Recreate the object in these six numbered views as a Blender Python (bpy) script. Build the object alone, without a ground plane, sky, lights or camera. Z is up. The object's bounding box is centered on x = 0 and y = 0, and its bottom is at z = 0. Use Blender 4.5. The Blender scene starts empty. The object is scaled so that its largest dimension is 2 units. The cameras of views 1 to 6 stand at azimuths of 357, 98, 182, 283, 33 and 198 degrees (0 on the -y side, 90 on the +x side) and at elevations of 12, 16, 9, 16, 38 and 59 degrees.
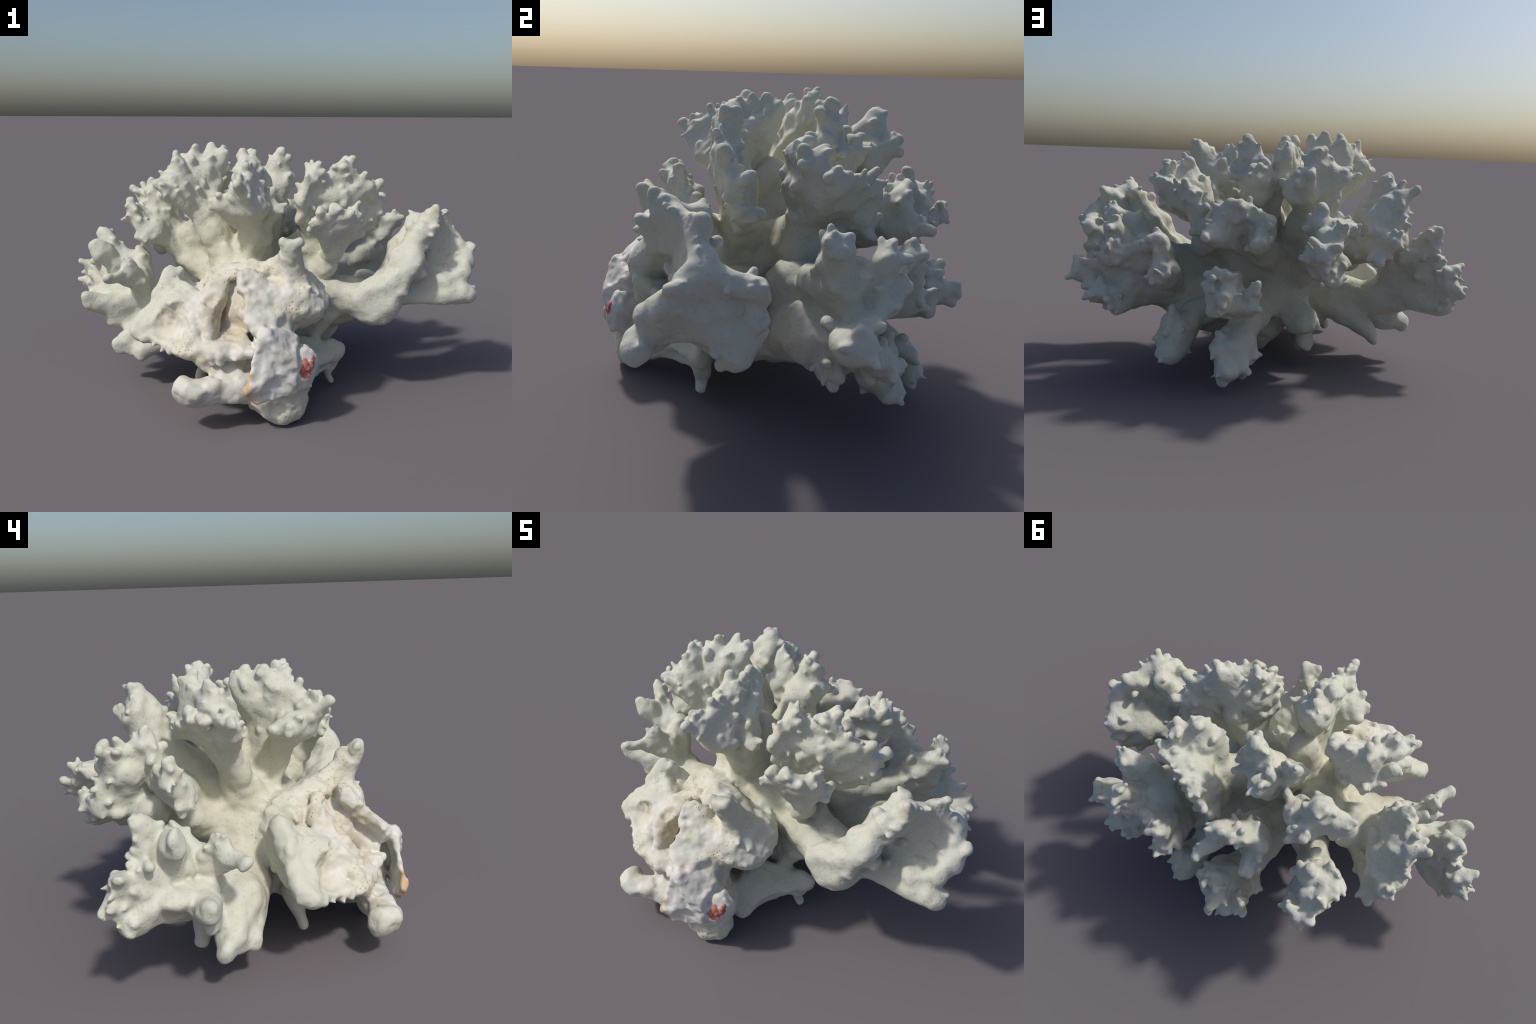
"""A bleached, branching stony coral: a thick stem with radiating branches that
flatten into knobbly blades, standing on a broken, worn holdfast with a shell grown into it.

The colony is described part by part as tapered limbs, webs (rounded triangles) and lumps
that melt into one another; the blended field is skinned once, then split into its parts."""
import bpy, math
import numpy as np

rng = np.random.default_rng(7)
V = lambda *p: np.array(p, float)

# ------------------------------------------------------------------ description
PARTS = []            # part names in order
PRIMS = []            # (part index, kind, data, blend)


def part(name):
    PARTS.append(name)
    return len(PARTS) - 1


def limb(p, pts, k=0.03):
    """round-cone chain: pts = [(x, y, z, radius), ...]"""
    for a, b in zip(pts[:-1], pts[1:]):
        PRIMS.append((p, "cone", (V(*a[:3]), V(*b[:3]), a[3], b[3]), k))


def web(p, a, b, c, r, k=0.035):
    PRIMS.append((p, "web", (V(*a[:3]), V(*b[:3]), V(*c[:3]), r), k))


def lump(p, c, r, k=0.05):
    r = (r, r, r) if np.isscalar(r) else r
    PRIMS.append((p, "ball", (V(*c), V(*r)), k))


def cut(p, kind, data, k=0.012):
    """hollow worn or broken out of what has been built so far"""
    PRIMS.append((p, "cut_" + kind, data, k))


def nub(p, base, d, length, r, k=0.013, sharp=0.45):
    """a verruca: a blunt little cone standing on the surface"""
    d = d / np.linalg.norm(d)
    PRIMS.append((p, "cone", (base - d * r * 0.6, base + d * length, r, r * sharp), k))


def tooth(p, q, d, size=1.0):
    s = size * rng.choice((0.65, 0.85, 1.0, 1.2, 1.55)) * rng.uniform(0.9, 1.1)
    nub(p, q, d, 0.0225 * s * rng.uniform(0.7, 1.3), 0.0245 * s, sharp=rng.uniform(0.6, 0.88))


def fan(p, root, tips, thick=0.032, stalk=0.05, webbed=True, teeth=1.0, face=1.0, tip=0.97):
    """A blade: fingers run from the root to the rim tips, a web closes the gaps between
    neighbouring fingers, verrucae of many sizes sit on the rim and on the faces."""
    R = V(*root)
    thick *= 0.72
    T = [V(*t[:3]) for t in tips]
    for i, t in enumerate(tips):
        rt = (t[3] if len(t) > 3 else 0.032) * tip
        m = R * 0.45 + T[i] * 0.55
        limb(p, [(*R, stalk), (*m, max(rt * 0.8, thick)), (*T[i], rt)], 0.02)
        ax = T[i] - R
        ax /= np.linalg.norm(ax)
        for _ in range(int(round(5 * teeth))):      # crown of nubs around each tip
            d = ax + rng.normal(0, 0.8, 3)
            d /= np.linalg.norm(d)
            tooth(p, T[i] + d * rt * 0.8, d, 0.85)
        for _ in range(int(round(6 * face))):       # along the finger
            f = rng.uniform(0.4, 0.95)
            d = rng.normal(0, 1, 3)
            d -= ax * d.dot(ax)
            d = d / np.linalg.norm(d) + ax * 0.5 + V(0, 0, 0.45)
            d /= np.linalg.norm(d)
            tooth(p, R + (T[i] - R) * f + d * (thick + (rt - thick) * f) * 0.85, d, 0.9)
    if webbed:
        for a, b in zip(T[:-1], T[1:]):
            web(p, R, a, b, thick, 0.02)
            n = np.cross(a - R, b - R)
            n /= np.linalg.norm(n) + 1e-9
            L = np.linalg.norm(b - a)
            m = max(1, int(L / 0.047 * teeth))
            for j in range(m):                       # teeth on the rim
                q = a + (b - a) * (j + rng.uniform(0.2, 0.8)) / m
                d = (q - R) / np.linalg.norm(q - R) + n * rng.normal(0, 0.45) + V(0, 0, 0.15)
                tooth(p, q + d * thick * 0.7, d)
            mid = R + ((a + b) / 2 - R) * 0.74
            lump(p, mid, thick * rng.uniform(1.35, 1.7), 0.03)
            area = np.linalg.norm(np.cross(a - R, b - R)) / 2
            for j in range(int(area / 0.0019 * face + rng.random())):  # verrucae on the faces
                u, v = rng.uniform(0.35, 1), rng.uniform(0, 1)
                q = R + ((a + (b - a) * v) - R) * u
                s = 1 if rng.random() < 0.5 else -1
                if n[2] * s < -0.35:
                    continue
                d = n * s + (q - R) / np.linalg.norm(q - R) * 0.4 + V(0, 0, 0.3) + rng.normal(0, 0.2, 3)
                tooth(p, q + n * s * thick * 0.85, d, 0.85)


# ---- stem
stem = part("stem")
limb(stem, [(-0.24, -0.07, 0.22, 0.1), (-0.21, -0.05, 0.45, 0.115), (-0.16, -0.0, 0.58, 0.13)])
lump(stem, (-0.08, 0.1, 0.4), (0.16, 0.14, 0.2))
limb(stem, [(-0.15, -0.06, 0.57, 0.1), (0.08, -0.16, 0.53, 0.09)])
limb(stem, [(-0.12, 0.08, 0.5, 0.14), (0.13, 0.1, 0.5, 0.11)])
limb(stem, [(-0.08, -0.02, 0.6, 0.11), (-0.06, -0.01, 0.84, 0.075)])
limb(stem, [(0.15, -0.02, 0.46, 0.1), (0.42, -0.13, 0.47, 0.075)], 0.05)
limb(stem, [(-0.02, 0.04, 0.26, 0.13), (0.02, 0.07, 0.12, 0.07)], 0.05)
limb(stem, [(0.02, 0.08, 0.24, 0.12), (0.22, 0.12, 0.28, 0.12), (0.42, 0.16, 0.36, 0.11)], 0.05)
limb(stem, [(0.18, 0.18, 0.26, 0.09), (0.36, 0.24, 0.28, 0.08)], 0.05)
limb(stem, [(0.05, 0.0, 0.36, 0.13), (0.3, -0.08, 0.37, 0.1), (0.5, -0.15, 0.43, 0.085)], 0.05)
lump(stem, (-0.38, 0.21, 0.67), (0.12, 0.12, 0.1))

# ---- broken holdfast
base = part("holdfast")
lump(base, (0.06, -0.38, 0.49), (0.165, 0.16, 0.13))
lump(base, (0.14, -0.38, 0.51), (0.09, 0.11, 0.1))
limb(base, [(0.0, -0.4, 0.47, 0.12), (-0.01, -0.54, 0.37, 0.075), (0.05, -0.54, 0.22, 0.09), (0.03, -0.55, 0.12, 0.085)])
limb(base, [(-0.06, -0.595, 0.085, 0.05), (0.0, -0.59, 0.081, 0.063), (0.07, -0.575, 0.09, 0.062)])
limb(base, [(-0.2, -0.05, 0.4, 0.13), (-0.2, -0.26, 0.42, 0.13), (-0.05, -0.38, 0.45, 0.13)])
limb(base, [(-0.375, -0.655, 0.17, 0.066), (-0.2, -0.6, 0.165, 0.064), (0.0, -0.55, 0.14, 0.085)])
limb(base, [(-0.2, -0.2, 0.27, 0.1), (-0.1, -0.43, 0.2, 0.09), (0.0, -0.47, 0.16, 0.1)])
# cup of a broken-off limb, with a torn lower edge
web(base, (-0.475, -0.25, 0.585), (-0.6, -0.38, 0.365), (-0.33, -0.36, 0.5), 0.026, 0.02)
web(base, (-0.475, -0.25, 0.585), (-0.6, -0.38, 0.365), (-0.28, -0.18, 0.4), 0.04)
web(base, (-0.6, -0.38, 0.36), (-0.39, -0.56, 0.31), (-0.25, -0.3, 0.36), 0.026, 0.02)
web(base, (-0.39, -0.56, 0.31), (-0.1, -0.6, 0.33), (-0.2, -0.35, 0.38), 0.03, 0.02)
web(base, (-0.33, -0.38, 0.49), (-0.37, -0.54, 0.34), (-0.28, -0.3, 0.4), 0.035, 0.02)
lump(base, (-0.4, -0.35, 0.42), (0.13, 0.13, 0.11))
limb(base, [(-0.47, -0.25, 0.575, 0.036), (-0.42, -0.24, 0.6, 0.026)], 0.02)
cut(base, "ball", (V(-0.485, -0.49, 0.425), V(0.08, 0.095, 0.075)), 0.014)
cut(base, "ball", (V(-0.42, -0.5, 0.47), V(0.05, 0.07, 0.05)), 0.02)
edge = [V(-0.6, -0.38, 0.355), V(-0.5, -0.48, 0.32), V(-0.39, -0.565, 0.3), V(-0.25, -0.6, 0.3), V(-0.12, -0.61, 0.335)]
for a, b in zip(edge[:-1], edge[1:]):
    for f in (0.1, 0.4, 0.75):
        q = a + (b - a) * f + rng.normal(0, 0.006, 3)
        nub(base, q, V(-0.4, -0.8, -0.5) + rng.normal(0, 0.3, 3), rng.uniform(0.002, 0.016), rng.uniform(0.015, 0.024), k=0.02, sharp=0.8)
web(base, (-0.34, -0.56, 0.28), (-0.2, -0.585, 0.19), (-0.12, -0.48, 0.3), 0.028, 0.02)
# ragged flap, groove and the broken slab beside it
web(base, (-0.14, -0.46, 0.615), (-0.15, -0.57, 0.5), (0.02, -0.47, 0.55), 0.032, 0.02)
web(base, (-0.15, -0.57, 0.5), (-0.05, -0.635, 0.41), (0.02, -0.48, 0.5), 0.03, 0.02)
limb(base, [(-0.145, -0.455, 0.62, 0.03), (-0.08, -0.44, 0.6, 0.04)], 0.02)
lump(base, (-0.2, -0.22, 0.55), (0.12, 0.12, 0.085))
web(base, (-0.2, -0.2, 0.57), (-0.1, -0.33, 0.62), (0.03, -0.34, 0.6), 0.05)
for f in (0.0, 0.35, 0.7, 1.0):
    lump(base, (-0.19 + 0.22 * f, -0.36 - 0.03 * f, 0.615 + 0.01 * f), (0.042, 0.03, 0.028), 0.015)
cut(base, "cone", (V(-0.185, -0.56, 0.54), V(-0.2, -0.63, 0.37), 0.055, 0.05), 0.014)
cut(base, "cone", (V(-0.16, -0.5, 0.52), V(-0.14, -0.6, 0.42), 0.03, 0.04), 0.012)
limb(base, [(-0.255, -0.37, 0.56, 0.05), (-0.28, -0.45, 0.46, 0.05), (-0.3, -0.52, 0.37, 0.032)], 0.016)
cut(base, "ball", (V(-0.285, -0.475, 0.54), V(0.035, 0.035, 0.05)), 0.01)
for d, l in (((1, -0.2, 0.35), 0.2), ((1, -0.5, -0.1), 0.18), ((0.8, -0.7, 0.3), 0.2), ((1, -0.1, 0.0), 0.19), ((0.5, -0.8, 0.5), 0.19)):
    d = V(*d) / np.linalg.norm(d)
    nub(base, V(0.08, -0.38, 0.51) + d * (l - 0.075), d, 0.035, 0.022)
web(base, (-0.01, -0.32, 0.61), (0.1, -0.42, 0.6), (0.065, -0.465, 0.74), 0.03)
limb(base, [(0.1, -0.42, 0.58, 0.05), (0.075, -0.46, 0.7, 0.037), (0.055, -0.49, 0.77, 0.036)], 0.04)
limb(base, [(0.06, -0.48, 0.75, 0.03), (0.1, -0.49, 0.785, 0.024)], 0.02)
limb(base, [(0.06, -0.48, 0.75, 0.03), (0.02, -0.5, 0.785, 0.026)], 0.02)
cut(base, "ball", (V(0.18, -0.49, 0.33), V(0.06, 0.06, 0.06)), 0.02)
# hollow behind the shell, and the undercut on its right
cut(base, "cone", (V(-0.24, -0.73, 0.26), V(-0.05, -0.58, 0.26), 0.045, 0.05), 0.012)
cut(base, "ball", (V(0.0, -0.68, 0.085), V(0.07, 0.05, 0.03)), 0.012)
cut(base, "ball", (V(-0.03, -0.66, 0.515), V(0.03, 0.05, 0.035)), 0.012)

# ---- shell grown onto the holdfast
shell = part("attached_shell")
web(shell, (-0.055, -0.665, 0.43), (-0.13, -0.72, 0.2), (0.05, -0.675, 0.31), 0.014, 0.012)
web(shell, (-0.13, -0.72, 0.2), (0.05, -0.675, 0.31), (0.12, -0.635, 0.18), 0.016, 0.012)
web(shell, (-0.13, -0.72, 0.2), (-0.09, -0.695, 0.145), (0.12, -0.635, 0.18), 0.014, 0.012)
lump(shell, (0.1, -0.6, 0.26), (0.075, 0.055, 0.085), 0.03)
web(shell, (-0.055, -0.665, 0.43), (0.05, -0.675, 0.31), (0.06, -0.6, 0.38), 0.02, 0.03)
limb(shell, [(-0.055, -0.675, 0.425, 0.018), (0.0, -0.69, 0.33, 0.016), (0.06, -0.675, 0.22, 0.014)], 0.015)
cut(shell, "ball", (V(0.115, -0.685, 0.268), V(0.04, 0.036, 0.036)), 0.006)
crust = part("pink_crust")
for dx, dz in ((-0.022, -0.002), (-0.008, 0.02), (0.02, 0.006), (0.006, -0.022), (-0.014, -0.018), (0.02, 0.02), (0.0, 0.002)):
    lump(crust, (0.115 + dx * 1.2, -0.645 + dx * 0.35 + abs(dz) * 0.2, 0.268 + dz * 1.2), 0.0155, 0.004)

# ---- underside skirt
skirt = part("skirt")
web(skirt, (0.0, -0.2, 0.3), (0.33, -0.21, 0.19), (0.28, -0.22, 0.1), 0.028)
web(skirt, (0.0, -0.2, 0.3), (0.27, -0.22, 0.12), (0.13, -0.46, 0.1), 0.024)
web(skirt, (0.0, -0.2, 0.3), (0.08, -0.42, 0.22), (0.13, -0.46, 0.1), 0.028)
web(skirt, (0.08, -0.3, 0.3), (0.33, -0.21, 0.19), (0.13, -0.45, 0.13), 0.026)
web(skirt, (0.0, -0.1, 0.36), (0.2, -0.2, 0.25), (0.33, -0.22, 0.42), 0.04)
limb(skirt, [(0.25, -0.22, 0.14, 0.03), (0.3, -0.224, 0.04, 0.025)], 0.02)
limb(skirt, [(0.08, -0.08, 0.22, 0.1), (0.26, -0.02, 0.25, 0.09)], 0.05)
limb(skirt, [(0.05, -0.1, 0.28, 0.11), (0.05, 0.02, 0.12, 0.06)], 0.05)
limb(skirt, [(-0.2, -0.05, 0.25, 0.09), (-0.2, -0.02, 0.09, 0.05)], 0.05)
limb(skirt, [(-0.3, -0.26, 0.25, 0.05), (-0.34, -0.32, 0.1, 0.026)])

# ---- branch to the right (bowl-shaped blade)
b = part("branch")
limb(b, [(-0.08, -0.08, 0.56, 0.09), (0.1, -0.13, 0.51, 0.075), (0.28, -0.2, 0.46, 0.07), (0.45, -0.26, 0.45, 0.085)])
fan(b, (0.48, -0.25, 0.47), [(0.61, -0.28, 0.64), (0.71, -0.27, 0.78, .04), (0.76, -0.22, 0.84, .04), (0.84, -0.1, 0.8), (0.91, -0.07, 0.71), (0.935, -0.12, 0.6)], thick=0.05)
fan(b, (0.52, -0.2, 0.46), [(0.9, -0.05, 0.7), (0.88, 0.08, 0.64), (0.87, 0.05, 0.52, .045), (0.88, 0.02, 0.46, .055)], thick=0.06, teeth=.6, face=.4)
web(b, (0.91, -0.06, 0.7), (0.93, -0.15, 0.58), (0.88, 0.0, 0.52), 0.035)
web(b, (0.6, -0.2, 0.48), (0.93, -0.13, 0.6), (0.9, -0.2, 0.53), 0.035)
web(b, (0.6, -0.2, 0.48), (0.91, -0.05, 0.7), (0.93, -0.13, 0.6), 0.035)
web(b, (0.6, -0.2, 0.46), (0.9, -0.2, 0.53), (0.88, 0.02, 0.5), 0.04)
fan(b, (0.6, -0.22, 0.46), [(0.9, -0.2, 0.53, .04), (0.935, -0.245, 0.475, .05)], thick=0.05, teeth=0, face=0)
limb(b, [(0.56, -0.19, 0.56, 0.05), (0.62, -0.14, 0.7, 0.04), (0.69, -0.12, 0.81, 0.036)])
web(b, (0.69, -0.12, 0.81), (0.6, -0.2, 0.6), (0.75, -0.2, 0.81), 0.035)
for f in (0.1, 0.35, 0.6, 0.85, 1.0):
    tooth(b, V(0.57 + 0.12 * f, -0.18 + 0.06 * f, 0.6 + 0.24 * f), V(-0.5, 0.3, 0.8), 1.2)
cut(b, "ball", (V(1.0, -0.08, 0.53), V(0.06, 0.07, 0.06)), 0.03)
limb(b, [(0.9, -0.06, 0.74, 0.035), (0.95, -0.13, 0.65, 0.035), (0.93, -0.22, 0.57, 0.035)], 0.025)
for x, y, z in ((0.62, -0.31, 0.6), (0.68, -0.27, 0.58), (0.73, -0.24, 0.66), (0.66, -0.29, 0.68), (0.6, -0.33, 0.5), (0.72, -0.22, 0.56)):
    tooth(b, V(x, y, z), V(0.5, -1, 0.3), 0.9)
web(b, (0.4, -0.29, 0.46), (0.5, -0.31, 0.39), (0.66, -0.32, 0.66), 0.042)
web(b, (0.4, -0.29, 0.46), (0.53, -0.22, 0.52), (0.66, -0.32, 0.66), 0.042)
lump(b, (0.51, -0.29, 0.42), (0.1, 0.06, 0.07))

# ---- branch behind right
b = part("branch")
limb(b, [(0.05, 0.08, 0.38, 0.13), (0.4, 0.2, 0.41, 0.11), (0.6, 0.33, 0.43, 0.1)])
limb(b, [(0.42, 0.28, 0.46, 0.08), (0.54, 0.35, 0.6, 0.07)])
limb(b, [(0.3, 0.12, 0.5, 0.09), (0.56, 0.26, 0.6, 0.06)])
limb(b, [(0.4, 0.17, 0.37, 0.1), (0.6, 0.21, 0.39, 0.07)])
lump(b, (0.5, 0.33, 0.59), (0.09, 0.08, 0.08))
fan(b, (0.5, 0.27, 0.42), [(0.58, 0.27, 0.71, .032), (0.64, 0.28, 0.73), (0.7, 0.285, 0.755, .042), (0.68, 0.35, 0.6, .035), (0.66, 0.43, 0.7, .05), (0.68, 0.45, 0.58, .055), (0.83, 0.36, 0.48, .065), (0.71, 0.44, 0.39, .06), (0.65, 0.43, 0.35, .06), (0.64, 0.28, 0.34, .055)], thick=0.05, face=.6)
fan(b, (0.4, 0.28, 0.43), [(0.63, 0.43, 0.58, .05), (0.43, 0.51, 0.65, .035), (0.44, 0.545, 0.5, .045), (0.37, 0.48, 0.53, .03)], thick=0.055)

# ---- hanging branch
b = part("branch")
limb(b, [(0.16, 0.16, 0.33, 0.09), (0.31, 0.34, 0.29, 0.065), (0.375, 0.47, 0.22, 0.065)])
fan(b, (0.31, 0.34, 0.28), [(0.385, 0.47, 0.28, .055), (0.41, 0.47, 0.2, .055), (0.38, 0.49, 0.15, .06), (0.34, 0.44, 0.16, .045)], thick=0.06, teeth=.4, face=.3)

# ---- branch to the back, two storeys
b = part("branch")
limb(b, [(0.0, 0.12, 0.36, 0.12), (0.05, 0.36, 0.29, 0.085), (0.09, 0.5, 0.2, 0.075)])
fan(b, (0.06, 0.36, 0.29), [(0.16, 0.56, 0.2, .045), (0.12, 0.59, 0.1, .06), (0.07, 0.54, 0.12, .05), (0.03, 0.46, 0.14, .05)], thick=0.06, teeth=.5, face=.4)
fan(b, (0.08, 0.42, 0.36), [(0.16, 0.58, 0.53, .035), (0.17, 0.61, 0.46), (0.16, 0.62, 0.4), (0.1, 0.6, 0.52, .04), (0.1, 0.655, 0.44, .055), (0.02, 0.65, 0.4, .04), (0.0, 0.64, 0.47)], thick=0.055, face=.5)

b = part("branch")
limb(b, [(-0.1, 0.12, 0.52, 0.1), (0.0, 0.28, 0.6, 0.075)])
fan(b, (0.01, 0.28, 0.6), [(0.19, 0.54, 0.7, .045), (0.15, 0.49, 0.79, .05), (0.05, 0.49, 0.8, .045), (-0.03, 0.48, 0.76, .04), (-0.01, 0.54, 0.66, .045)], thick=0.055)

b = part("branch")
limb(b, [(-0.17, 0.1, 0.6, 0.12), (-0.22, 0.21, 0.72, 0.1), (-0.24, 0.29, 0.85, 0.075)])
fan(b, (-0.2, 0.22, 0.73), [(-0.14, 0.36, 0.92, .045), (-0.2, 0.45, 0.93, .05), (-0.25, 0.38, 1.04, .045), (-0.33, 0.37, 0.98, .035), (-0.31, 0.33, 0.85, .04)], thick=0.06)

b = part("branch")
limb(b, [(-0.17, 0.1, 0.48, 0.12), (-0.25, 0.34, 0.6, 0.065), (-0.3, 0.59, 0.71, 0.06)])
fan(b, (-0.24, 0.34, 0.58), [(-0.27, 0.54, 0.77, .045), (-0.41, 0.54, 0.75, .035), (-0.35, 0.61, 0.75, .035), (-0.3, 0.68, 0.66, .055), (-0.24, 0.62, 0.63, .045), (-0.33, 0.57, 0.53, .035), (-0.36, 0.54, 0.6, .03)], thick=0.05)
stub = part("broken_stub")
limb(stub, [(-0.12, 0.08, 0.32, 0.1), (-0.2, 0.19, 0.26, 0.075)])
lump(stub, (-0.21, 0.22, 0.255), (0.105, 0.032, 0.092), 0.03)
limb(stub, [(-0.2, 0.03, 0.24, 0.07), (-0.23, 0.1, 0.11, 0.05)], 0.04)

# ---- upper left branch
b = part("branch")
limb(b, [(-0.2, 0.05, 0.5, 0.11), (-0.4, 0.18, 0.59, 0.09)])
lump(b, (-0.59, 0.31, 0.82), (0.08, 0.08, 0.1))
lump(b, (-0.55, 0.24, 0.65), (0.08, 0.08, 0.07))
fan(b, (-0.38, 0.19, 0.58), [(-0.6, 0.07, 0.72, .035), (-0.68, 0.1, 0.82, .045), (-0.58, 0.17, 0.8, .03), (-0.57, 0.23, 0.94, .035), (-0.64, 0.34, 0.88, .05), (-0.63, 0.37, 0.78, .045), (-0.62, 0.39, 0.69, .045), (-0.58, 0.46, 0.69, .05), (-0.53, 0.45, 0.63, .045)], thick=0.055)
lump(b, (-0.54, 0.36, 0.76), (0.07, 0.06, 0.06))

# ---- lower left branch
b = part("branch")
limb(b, [(-0.22, -0.06, 0.37, 0.11), (-0.5, -0.02, 0.34, 0.085), (-0.7, 0.06, 0.37, 0.075), (-0.86, 0.16, 0.39, 0.07)])
fan(b, (-0.6, 0.01, 0.37), [(-0.69, -0.08, 0.58, .035), (-0.66, 0.02, 0.5, .03), (-0.64, 0.1, 0.58, .035), (-0.72, 0.12, 0.58), (-0.83, 0.15, 0.7, .04), (-0.85, 0.16, 0.55, .04), (-0.92, 0.21, 0.51, .05), (-0.92, 0.23, 0.45, .045), (-0.89, 0.2, 0.36, .065)], thick=0.05, face=.4)
limb(b, [(-0.75, 0.08, 0.52, 0.05), (-0.83, 0.05, 0.63, 0.05)])
lump(b, (-0.845, 0.03, 0.645), (0.06, 0.03, 0.06), 0.02)
limb(b, [(-0.68, 0.0, 0.38, 0.07), (-0.83, 0.06, 0.42, 0.06)])
limb(b, [(-0.64, -0.04, 0.46, 0.045), (-0.7, -0.11, 0.54, 0.04), (-0.765, -0.18, 0.56, 0.034)])
limb(b, [(-0.62, 0.0, 0.37, 0.07), (-0.77, -0.04, 0.38, 0.06), (-0.87, -0.09, 0.41, 0.045)])
limb(b, [(-0.84, -0.07, 0.4, 0.045), (-0.885, -0.1, 0.44, 0.032)], 0.02)
limb(b, [(-0.72, -0.03, 0.36, 0.05), (-0.77, -0.05, 0.31, 0.04)])

# ---- fingers under the left side
b = part("branch")
limb(b, [(-0.25, -0.08, 0.33, 0.11), (-0.54, -0.11, 0.3, 0.095), (-0.66, -0.1, 0.22, 0.068), (-0.75, -0.09, 0.19, 0.042)])
limb(b, [(-0.4, -0.12, 0.29, 0.08), (-0.62, -0.16, 0.18, 0.05)])
limb(b, [(-0.45, 0.0, 0.33, 0.07), (-0.7, -0.04, 0.3, 0.05)])
limb(b, [(-0.35, 0.0, 0.3, 0.08), (-0.52, 0.04, 0.2, 0.06), (-0.57, 0.05, 0.13, 0.04)])
web(b, (-0.4, -0.05, 0.28), (-0.64, -0.09, 0.2), (-0.56, -0.14, 0.18), 0.04)

# ---- crown branches
b = part("branch")
limb(b, [(-0.18, -0.03, 0.6, 0.1), (-0.31, -0.03, 0.82, 0.065)])
fan(b, (-0.31, -0.02, 0.82), [(-0.29, 0.14, 0.95, .035), (-0.25, 0.12, 1.095, .035), (-0.37, 0.1, 1.085, .04), (-0.45, 0.0, 1.04, .05), (-0.47, -0.04, 0.99, .055), (-0.48, -0.08, 0.94, .045)], thick=0.055)
lump(b, (-0.36, 0.11, 1.01), (0.075, 0.07, 0.1))
fan(b, (-0.32, 0.0, 0.82), [(-0.38, 0.16, 0.95, .045), (-0.46, 0.04, 0.97, .045)], thick=0.05)

b = part("branch")
limb(b, [(-0.08, -0.05, 0.58, 0.11), (-0.07, -0.14, 0.75, 0.08), (-0.09, -0.15, 0.98, 0.07)])
fan(b, (-0.07, -0.15, 0.75), [(-0.22, -0.24, 0.91, .055), (-0.14, -0.33, 0.98, .06), (-0.1, -0.17, 1.075, .05), (-0.1, -0.08, 1.075, .04), (-0.09, -0.01, 1.07, .035), (-0.05, -0.12, 1.0, .035), (0.01, -0.2, 0.88, .035)], thick=0.06)
fan(b, (-0.07, -0.17, 0.75), [(-0.1, -0.28, 0.91, .05), (-0.14, -0.34, 0.98, .05), (-0.12, -0.17, 1.07, .05)], thick=0.06)

b = part("branch")
limb(b, [(-0.05, 0.03, 0.58, 0.12), (-0.01, 0.12, 0.75, 0.09), (0.02, 0.16, 0.92, 0.06)])
fan(b, (0.0, 0.14, 0.72), [(0.09, 0.24, 0.94, .045), (0.03, 0.31, 0.94, .05), (0.0, 0.27, 0.95, .045), (0.06, 0.21, 1.06, .05), (0.12, 0.2, 0.98, .04)], thick=0.06)
fan(b, (-0.04, 0.16, 0.72), [(-0.09, 0.2, 0.95, .025), (-0.11, 0.25, 1.05, .035), (-0.07, 0.24, 1.0, .03)], thick=0.045)

b = part("branch")
limb(b, [(0.05, 0.0, 0.55, 0.11), (0.22, -0.09, 0.68, 0.075), (0.3, -0.06, 0.86, 0.06)])
fan(b, (0.22, -0.1, 0.68), [(0.13, -0.2, 0.92, .035), (0.205, -0.14, 1.05, .035), (0.27, -0.11, 0.99, .03), (0.35, -0.12, 1.05, .04), (0.46, -0.11, 0.97, .04), (0.53, -0.03, 0.88, .04), (0.5, -0.02, 0.77, .035)], thick=0.05)

b = part("branch")
limb(b, [(0.15, -0.08, 0.54, 0.09), (0.27, -0.17, 0.6, 0.055), (0.29, -0.22, 0.72, 0.045)])
fan(b, (0.29, -0.21, 0.68), [(0.2, -0.32, 0.82, .035), (0.3, -0.31, 0.86, .035), (0.37, -0.28, 0.86), (0.39, -0.21, 0.77)], thick=0.042)

b = part("branch")
limb(b, [(0.1, 0.06, 0.55, 0.13), (0.28, 0.15, 0.68, 0.085)])
fan(b, (0.28, 0.16, 0.7), [(0.3, 0.1, 0.9, .03), (0.37, 0.12, 0.98, .035), (0.46, 0.19, 0.95, .045), (0.48, 0.27, 0.88, .05), (0.37, 0.34, 0.88, .045), (0.3, 0.39, 0.85, .045), (0.25, 0.36, 0.7, .04)], thick=0.05)
lump(b, (0.36, 0.26, 0.84), (0.075, 0.075, 0.07))
limb(b, [(0.26, 0.14, 0.66, 0.07), (0.36, 0.13, 0.76, 0.035)])
limb(b, [(0.26, 0.18, 0.62, 0.08), (0.27, 0.28, 0.62, 0.055)])

# ------------------------------------------------------------------ field
H = 0.006
LO, HI = V(-1.1, -0.82, -0.08), V(1.1, 0.86, 1.28)
N = np.ceil((HI - LO) / H).astype(int) + 1
AX = [(LO[i] + H * np.arange(N[i])).astype(np.float32) for i in range(3)]


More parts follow.
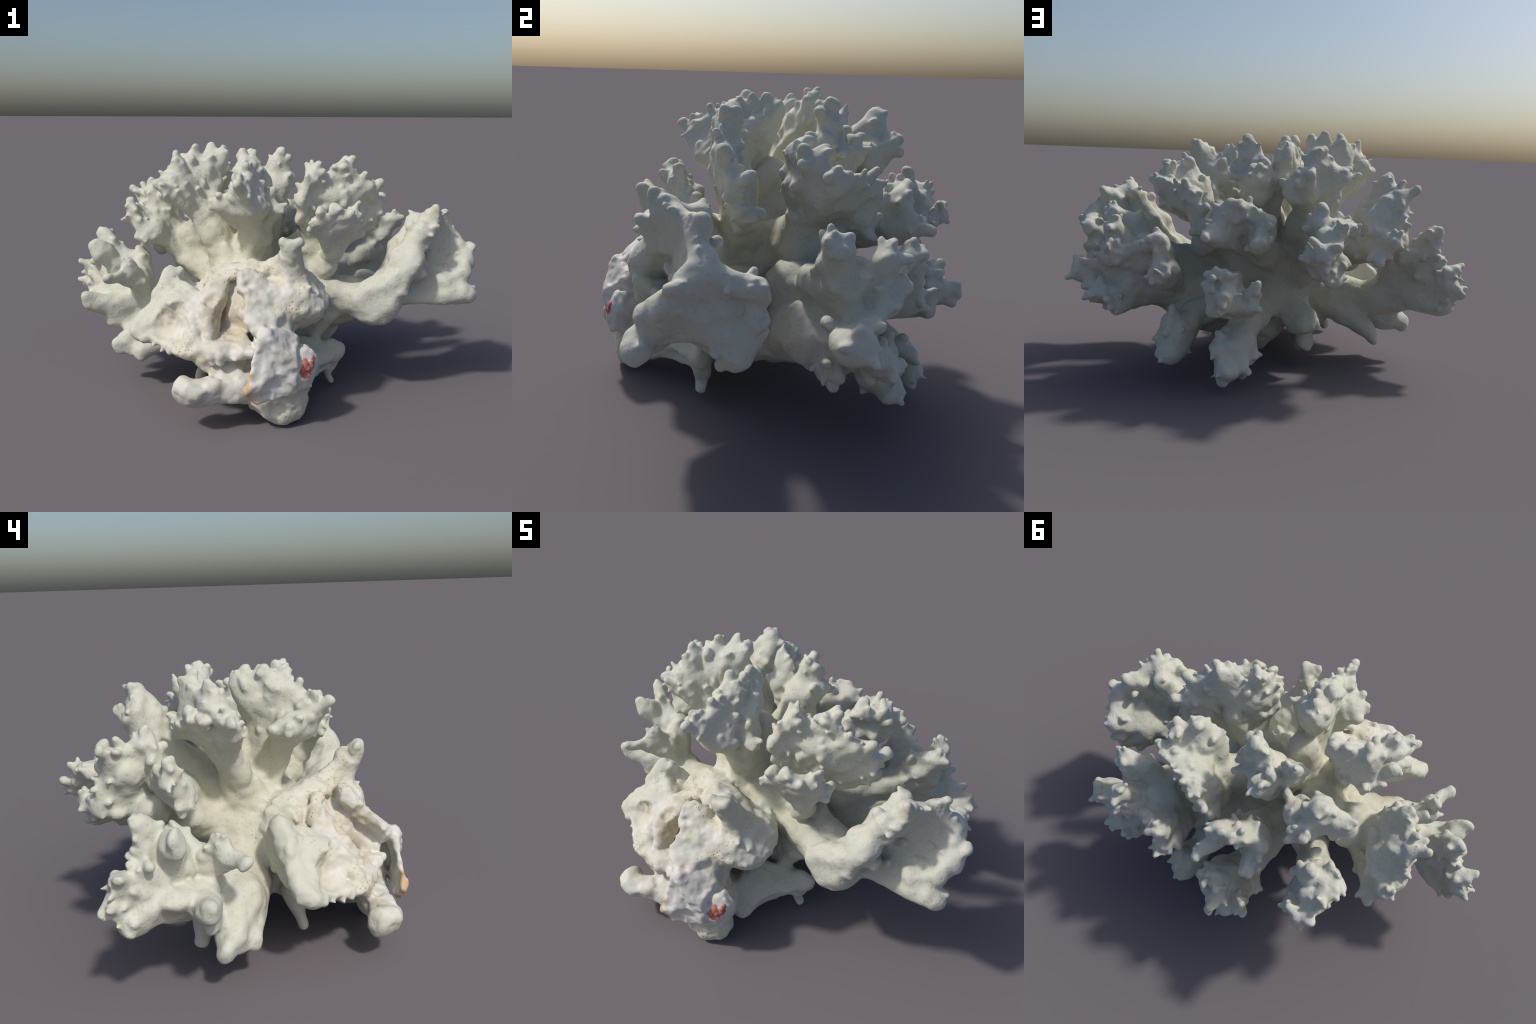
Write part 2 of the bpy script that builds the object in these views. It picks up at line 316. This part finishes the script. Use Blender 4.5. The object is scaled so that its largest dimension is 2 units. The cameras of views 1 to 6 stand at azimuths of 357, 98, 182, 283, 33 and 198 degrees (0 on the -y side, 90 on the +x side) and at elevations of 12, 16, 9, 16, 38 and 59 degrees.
def value_noise(shape_axes, scale, seed):
    """smooth lattice noise sampled on the grid, trilinear with smoothstep"""
    r = np.random.default_rng(seed)
    idx, fr = [], []
    for a in shape_axes:
        t = (a - a[0]) / scale
        i = np.floor(t).astype(int)
        f = t - i
        idx.append(i)
        fr.append((f * f * f * (f * (6 * f - 15) + 10)).astype(np.float32))
    L = r.uniform(-1, 1, (idx[0][-1] + 2, idx[1][-1] + 2, idx[2][-1] + 2)).astype(np.float32)
    A = L[idx[0]] * (1 - fr[0])[:, None, None] + L[idx[0] + 1] * fr[0][:, None, None]
    A = A[:, idx[1]] * (1 - fr[1])[None, :, None] + A[:, idx[1] + 1] * fr[1][None, :, None]
    A = A[:, :, idx[2]] * (1 - fr[2]) + A[:, :, idx[2] + 1] * fr[2]
    return A


WARP = [value_noise(AX, 0.11, 11 + i) * 0.014 + value_noise(AX, 0.05, 21 + i) * 0.006 for i in range(3)]

F = np.full(N, 0.3, np.float32)       # blended field
D0 = np.full(N, 0.3, np.float32)      # plain nearest distance, for ownership
OWN = np.zeros(N, np.int16)


def dist(kind, data, X, Y, Z):
    if kind == "cone":
        a, b_, ra, rb = data
        ba = b_ - a
        px, py, pz = X - a[0], Y - a[1], Z - a[2]
        h = np.clip((px * ba[0] + py * ba[1] + pz * ba[2]) / (ba @ ba + 1e-12), 0, 1)
        return np.sqrt((px - ba[0] * h) ** 2 + (py - ba[1] * h) ** 2 + (pz - ba[2] * h) ** 2) - (ra + (rb - ra) * h)
    if kind == "ball":
        c, r = data
        k0 = np.sqrt(((X - c[0]) / r[0]) ** 2 + ((Y - c[1]) / r[1]) ** 2 + ((Z - c[2]) / r[2]) ** 2)
        return (k0 - 1) * r.min()
    if kind == "web":
        a, b_, c, r = data
        e0, e1 = b_ - a, c - a
        n = np.cross(e0, e1)
        n = n / np.linalg.norm(n)
        px, py, pz = X - a[0], Y - a[1], Z - a[2]
        d00, d01, d11 = e0 @ e0, e0 @ e1, e1 @ e1
        p0 = px * e0[0] + py * e0[1] + pz * e0[2]
        p1 = px * e1[0] + py * e1[1] + pz * e1[2]
        den = d00 * d11 - d01 * d01
        v = (d11 * p0 - d01 * p1) / den
        w = (d00 * p1 - d01 * p0) / den
        inside = (v >= 0) & (w >= 0) & (v + w <= 1)
        flat = np.abs(px * n[0] + py * n[1] + pz * n[2])

        def seg(o, e):
            qx, qy, qz = X - o[0], Y - o[1], Z - o[2]
            h = np.clip((qx * e[0] + qy * e[1] + qz * e[2]) / (e @ e), 0, 1)
            return (qx - e[0] * h) ** 2 + (qy - e[1] * h) ** 2 + (qz - e[2] * h) ** 2

        edge = np.sqrt(np.minimum(np.minimum(seg(a, e0), seg(b_, c - b_)), seg(a, e1)))
        return np.where(inside, flat, edge) - r


def bounds(kind, data):
    if kind == "cone":
        a, b_, ra, rb = data
        m = max(ra, rb)
        return np.minimum(a, b_) - m, np.maximum(a, b_) + m
    if kind == "ball":
        return data[0] - data[1], data[0] + data[1]
    a, b_, c, r = data
    return np.minimum(np.minimum(a, b_), c) - r, np.maximum(np.maximum(a, b_), c) + r


def window(kind, data, pad):
    lo, hi = bounds(kind, data)
    i0 = np.clip(np.floor((lo - pad - LO) / H).astype(int), 0, N - 1)
    i1 = np.clip(np.ceil((hi + pad - LO) / H).astype(int) + 1, 1, N)
    s = tuple(slice(i0[i], i1[i]) for i in range(3))
    X = AX[0][s[0]][:, None, None] + WARP[0][s]
    Y = AX[1][s[1]][None, :, None] + WARP[1][s]
    Z = AX[2][s[2]][None, None, :] + WARP[2][s]
    return s, X, Y, Z


def smin(a, b_, k):
    h = np.maximum(k - np.abs(a - b_), 0) / k
    return np.minimum(a, b_) - h * h * k * 0.25


for p, kind, data, k in PRIMS:
    cutting = kind.startswith("cut_")
    kind = kind[4:] if cutting else kind
    s, X, Y, Z = window(kind, data, k + 0.03)
    d = dist(kind, data, X, Y, Z).astype(np.float32)
    if cutting:
        F[s] = -smin(-F[s], d, k)
        continue
    F[s] = smin(F[s], d, k)
    near = d < D0[s]
    OWN[s] = np.where(near, p, OWN[s])
    D0[s] = np.minimum(D0[s], d)


def soften(A, n):
    """box blur along the three axes, so that a zone fades into its neighbours"""
    for ax in range(3):
        c = np.cumsum(A, axis=ax, dtype=np.float64)
        hi = np.take(c, np.clip(np.arange(A.shape[ax]) + n, 0, A.shape[ax] - 1), axis=ax)
        lo = np.take(c, np.clip(np.arange(A.shape[ax]) - n - 1, 0, A.shape[ax] - 1), axis=ax)
        A = ((hi - lo) / (2 * n + 1)).astype(np.float32)
    return A


worn = soften(np.isin(OWN, [PARTS.index(n) for n in ("holdfast", "attached_shell", "pink_crust")]).astype(np.float32), 7)
rough = worn * np.clip(1 - np.abs(F) / 0.03, 0, 1)
F += rough * (value_noise(AX, 0.035, 51) * 0.006 + value_noise(AX, 0.016, 52) * 0.003)
F += value_noise(AX, 0.028, 41) * 0.0028 + value_noise(AX, 0.07, 42) * 0.005
F += 0.0058 - 0.0048 * worn


# ------------------------------------------------------------------ skin (surface nets)
def skin(F):
    ins = F < 0
    nx, ny, nz = F.shape
    cnt = np.zeros((nx - 1, ny - 1, nz - 1), np.int8)
    for dx in (0, 1):
        for dy in (0, 1):
            for dz in (0, 1):
                cnt += ins[dx:nx - 1 + dx, dy:ny - 1 + dy, dz:nz - 1 + dz]
    act = (cnt > 0) & (cnt < 8)
    ci = np.argwhere(act)
    vid = np.full(act.shape, -1, np.int64)
    vid[act] = np.arange(len(ci))
    acc = np.zeros((len(ci), 3))
    num = np.zeros(len(ci))
    corner = [V(i >> 2 & 1, i >> 1 & 1, i & 1).astype(int) for i in range(8)]
    val = [F[ci[:, 0] + c[0], ci[:, 1] + c[1], ci[:, 2] + c[2]] for c in corner]
    for i in range(8):
        for j in range(i + 1, 8):
            if np.abs(corner[i] - corner[j]).sum() != 1:
                continue
            x = (val[i] < 0) != (val[j] < 0)
            t = np.where(x, val[i] / np.where(x, val[i] - val[j], 1), 0)
            acc += np.where(x[:, None], corner[i] + (corner[j] - corner[i]) * t[:, None], 0)
            num += x
    verts = LO + (ci + acc / num[:, None]) * H
    quads = []
    for ax in range(3):
        u, v = (ax + 1) % 3, (ax + 2) % 3
        sl0, sl1 = [slice(None)] * 3, [slice(None)] * 3
        sl0[ax], sl1[ax] = slice(0, -1), slice(1, None)
        a, b_ = ins[tuple(sl0)], ins[tuple(sl1)]
        for flip, m in ((0, a & ~b_), (1, ~a & b_)):
            e = np.argwhere(m)
            e = e[(e[:, u] > 0) & (e[:, v] > 0) & (e[:, u] < F.shape[u] - 1) & (e[:, v] < F.shape[v] - 1)]
            q = []
            for du, dv in ((-1, -1), (0, -1), (0, 0), (-1, 0)):
                c = e.copy()
                c[:, u] += du
                c[:, v] += dv
                q.append(vid[c[:, 0], c[:, 1], c[:, 2]])
            q = np.stack(q, 1)
            quads.append(q[:, ::-1] if flip else q)
    return verts, np.concatenate(quads), ci


verts, quads, cells = skin(F)

# keep only the main body
lab = np.arange(len(verts))
while True:
    m = lab[quads].min(1)
    new = lab.copy()
    for c in range(4):
        np.minimum.at(new, quads[:, c], m)
    new = new[new]
    if (new == lab).all():
        break
    lab = new
main = np.bincount(lab).argmax()
quads = quads[lab[quads[:, 0]] == main]

# light relaxation to remove grid stepping
e = np.concatenate([quads[:, [i, (i + 1) % 4]] for i in range(4)])
deg = np.bincount(e[:, 0], minlength=len(verts)) + 1e-9
for w in (0.5, -0.3, 0.5):
    avg = np.stack([np.bincount(e[:, 0], verts[e[:, 1], c], len(verts)) for c in range(3)], 1) / deg[:, None]
    verts = np.where((deg > 1)[:, None], verts + (avg - verts) * w, verts)

used = np.unique(quads)
print("extent", verts[used].min(0).round(3), verts[used].max(0).round(3))
verts[:, 2] -= verts[used, 2].min()

# normals of the whole body
fn = np.cross(verts[quads[:, 2]] - verts[quads[:, 0]], verts[quads[:, 3]] - verts[quads[:, 1]])
vn = np.stack([sum(np.bincount(quads[:, i], fn[:, c], len(verts)) for i in range(4)) for c in range(3)], 1)
vn /= np.linalg.norm(vn, axis=1, keepdims=True) + 1e-12

# ownership of faces
own_v = OWN[tuple(np.clip(cells, 0, N - 2).T)]
own_f = own_v[quads[:, 0]]


# ------------------------------------------------------------------ materials
class Nodes:
    """small helper around a node tree"""

    def __init__(self, name):
        self.mat = bpy.data.materials.new(name)
        self.mat.use_nodes = True
        self.nt = self.mat.node_tree
        self.bsdf = self.nt.nodes["Principled BSDF"]
        self.co = self.add("ShaderNodeTexCoord").outputs["Object"]

    def add(self, kind, **props):
        n = self.nt.nodes.new(kind)
        for k, v in props.items():
            setattr(n, k, v)
        return n

    def link(self, a, b_):
        self.nt.links.new(a, b_)

    def noise(self, scale, detail=4, rough=0.55):
        n = self.add("ShaderNodeTexNoise")
        n.inputs["Scale"].default_value = scale
        n.inputs["Detail"].default_value = detail
        n.inputs["Roughness"].default_value = rough
        self.link(self.co, n.inputs["Vector"])
        return n.outputs["Fac"]

    def cells(self, scale, feature="F1"):
        n = self.add("ShaderNodeTexVoronoi", feature=feature)
        n.inputs["Scale"].default_value = scale
        self.link(self.co, n.inputs["Vector"])
        return n.outputs["Distance"], n.outputs["Color"] if feature == "F1" else None

    def ramp(self, fac, lo, hi, a=0.0, b_=1.0):
        n = self.add("ShaderNodeMapRange", interpolation_type="SMOOTHSTEP")
        self.link(fac, n.inputs["Value"])
        for k, v in zip(("From Min", "From Max", "To Min", "To Max"), (lo, hi, a, b_)):
            n.inputs[k].default_value = v
        return n.outputs["Result"]

    def mul(self, a, b_, op="MULTIPLY"):
        n = self.add("ShaderNodeMath", operation=op)
        for i, x in enumerate((a, b_)):
            if isinstance(x, (int, float)):
                n.inputs[i].default_value = x
            else:
                self.link(x, n.inputs[i])
        return n.outputs[0]

    def mix(self, fac, a, b_):
        n = self.add("ShaderNodeMix", data_type="RGBA")
        for sock, x in ((n.inputs[0], fac), (n.inputs[6], a), (n.inputs[7], b_)):
            if isinstance(x, (int, float)):
                sock.default_value = x
            elif isinstance(x, tuple):
                sock.default_value = (*x, 1)
            else:
                self.link(x, sock)
        return n.outputs[2]

    def near(self, c, r0, r1, wobble=0.0, scale=20):
        """1 inside r0 of the point c, fading to 0 at r1, edge frayed by noise"""
        n = self.add("ShaderNodeVectorMath", operation="DISTANCE")
        self.link(self.co, n.inputs[0])
        n.inputs[1].default_value = c
        d = n.outputs["Value"]
        if wobble:
            d = self.mul(d, self.mul(self.mul(self.noise(scale, 2), 0.5, "SUBTRACT"), wobble), "ADD")
        return self.ramp(d, r0, r1, 1.0, 0.0)

    def bump(self, height, dist, strength=1.0):
        n = self.add("ShaderNodeBump")
        n.inputs["Distance"].default_value = dist
        n.inputs["Strength"].default_value = strength
        self.link(height, n.inputs["Height"])
        self.link(n.outputs["Normal"], self.bsdf.inputs["Normal"])

    def done(self, colour, rough=0.7):
        self.link(colour, self.bsdf.inputs["Base Color"])
        self.bsdf.inputs["Roughness"].default_value = rough
        self.bsdf.inputs["Specular IOR Level"].default_value = 0.25
        return self.mat


def coral_material():
    m = Nodes("bleached_coral")
    inner = m.near((-0.08, 0.0, 0.5), 0.22, 0.62, 0.35, 6)          # older, creamier skeleton around the stem
    c = m.mix(inner, (0.55, 0.547, 0.478), (0.535, 0.523, 0.41))
    c = m.mix(m.ramp(m.noise(7, 4), 0.42, 0.66, 0, 0.5), c, (0.52, 0.518, 0.425))
    c = m.mix(m.ramp(m.noise(32, 4), 0.5, 0.75, 0, 0.4), c, (0.59, 0.588, 0.53))
    pores, tint = m.cells(52)
    c = m.mix(m.ramp(pores, 0.12, 0.42, 0.23, 0.0), c, (0.34, 0.345, 0.27))
    specks = m.mul(m.ramp(m.cells(22)[0], 0.05, 0.1, 1, 0), m.ramp(m.noise(9, 2), 0.6, 0.68))
    c = m.mix(m.mul(specks, 0.5), c, (0.36, 0.31, 0.2))
    h = m.mul(m.ramp(pores, 0.1, 0.5), m.mul(m.noise(45, 3), 1.2), "ADD")
    m.bump(h, 0.0012, 0.6)
    return m.done(c)


def pitted(m, c):
    """chalky, worn surface with tan pits and stains"""
    c = m.mix(m.ramp(m.noise(9, 5, 0.6), 0.47, 0.66, 0, 0.85), c, (0.55, 0.51, 0.395))
    pores, tint = m.cells(58)
    where = m.ramp(m.noise(6, 3), 0.5, 0.66)
    pit = m.mul(m.ramp(pores, 0.08, 0.34, 1, 0), where)
    c = m.mix(m.mul(pit, 0.55), c, (0.43, 0.34, 0.19))
    grime = m.mul(m.near((-0.2, -0.5, 0.46), 0.05, 0.17, 0.12, 14), m.ramp(m.noise(30, 4), 0.35, 0.6, 0.25, 1))
    c = m.mix(m.mul(grime, 0.62), c, (0.40, 0.32, 0.19))
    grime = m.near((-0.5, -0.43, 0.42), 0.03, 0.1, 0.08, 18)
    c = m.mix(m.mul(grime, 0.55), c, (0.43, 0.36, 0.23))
    return c, pit


def blush(m, c, spots, tone=(0.62, 0.28, 0.2), amount=0.7):
    for x, y, z, r in spots:
        c = m.mix(m.mul(m.near((x, y, z), r * 0.5, r * 1.15, r * 1.6, 45), amount), c, tone)
    return c


def holdfast_material():
    m = Nodes("worn_holdfast")
    c = m.mix(m.ramp(m.noise(6, 3), 0.4, 0.65), (0.625, 0.615, 0.565), (0.575, 0.56, 0.475))
    c, pit = pitted(m, c)
    c = m.mix(m.near((-0.12, -0.5, 0.36), 0.3, 0.46, 0.1, 10), (0.545, 0.54, 0.46), c)
    c = blush(m, c, ((-0.05, -0.655, 0.455, 0.022), (-0.01, -0.64, 0.47, 0.022), (-0.3, -0.52, 0.42, 0.012), (-0.28, -0.665, 0.21, 0.012)), amount=0.5)
    h = m.mul(m.mul(pit, -1.2), m.mul(m.noise(40, 4), 0.9), "ADD")
    m.bump(h, 0.0025, 0.8)
    return m.done(c)


def shell_material():
    m = Nodes("old_shell")
    c = m.mix(m.ramp(m.noise(8, 3), 0.4, 0.62), (0.645, 0.632, 0.60), (0.565, 0.545, 0.50))
    c = m.mix(m.ramp(m.noise(60, 3), 0.55, 0.75, 0, 0.35), c, (0.45, 0.42, 0.37))
    for x, y, z, r in ((-0.145, -0.725, 0.19, 0.035), (-0.135, -0.72, 0.23, 0.03), (-0.115, -0.705, 0.145, 0.035), (-0.125, -0.715, 0.265, 0.026), (-0.075, -0.7, 0.13, 0.026), (-0.03, -0.68, 0.145, 0.02)):
        c = m.mix(m.mul(m.near((x, y, z), r * 0.35, r * 1.2, r, 30), 0.75), c, (0.48, 0.29, 0.09))
    c = blush(m, c, ((0.02, -0.68, 0.325, 0.024), (-0.05, -0.665, 0.44, 0.022)), amount=0.3)
    c = m.mix(m.near((0.115, -0.66, 0.268), 0.026, 0.038, 0.03, 70), c, (0.45, 0.15, 0.115))
    m.bump(m.noise(45, 4), 0.003, 0.7)
    return m.done(c, 0.5)


def crust_material():
    m = Nodes("pink_crust")
    c = m.mix(m.ramp(m.noise(45, 3), 0.4, 0.62), (0.42, 0.13, 0.10), (0.52, 0.22, 0.17))
    c = m.mix(m.ramp(m.cells(60)[0], 0.1, 0.3, 0.7, 0), c, (0.16, 0.05, 0.05))
    m.bump(m.noise(60, 3), 0.004, 0.8)
    return m.done(c, 0.6)


CORAL = coral_material()
MATERIALS = {"holdfast": holdfast_material(), "attached_shell": shell_material(), "pink_crust": crust_material()}

# ------------------------------------------------------------------ objects
root = bpy.data.objects.new("coral", None)
bpy.context.collection.objects.link(root)
root["label"] = "white bleached branching coral with knobbly flattened blades"
root["category"] = "coral"
for i, name in enumerate(PARTS):
    q = quads[own_f == i]
    if not len(q):
        continue
    u, inv = np.unique(q, return_inverse=True)
    inv = inv.reshape(q.shape)
    me = bpy.data.meshes.new(name)
    me.vertices.add(len(u))
    me.vertices.foreach_set("co", verts[u].astype(np.float32).ravel())
    me.loops.add(inv.size)
    me.loops.foreach_set("vertex_index", inv.astype(np.int32).ravel())
    me.polygons.add(len(q))
    me.polygons.foreach_set("loop_start", np.arange(0, inv.size, 4, dtype=np.int32))
    me.update(calc_edges=True)
    me.validate()
    me.polygons.foreach_set("use_smooth", np.ones(len(me.polygons), bool))
    me.normals_split_custom_set_from_vertices(vn[u].astype(np.float32))
    me.materials.append(MATERIALS.get(name, CORAL))
    ob = bpy.data.objects.new(name, me)
    ob.parent = root
    bpy.context.collection.objects.link(ob)
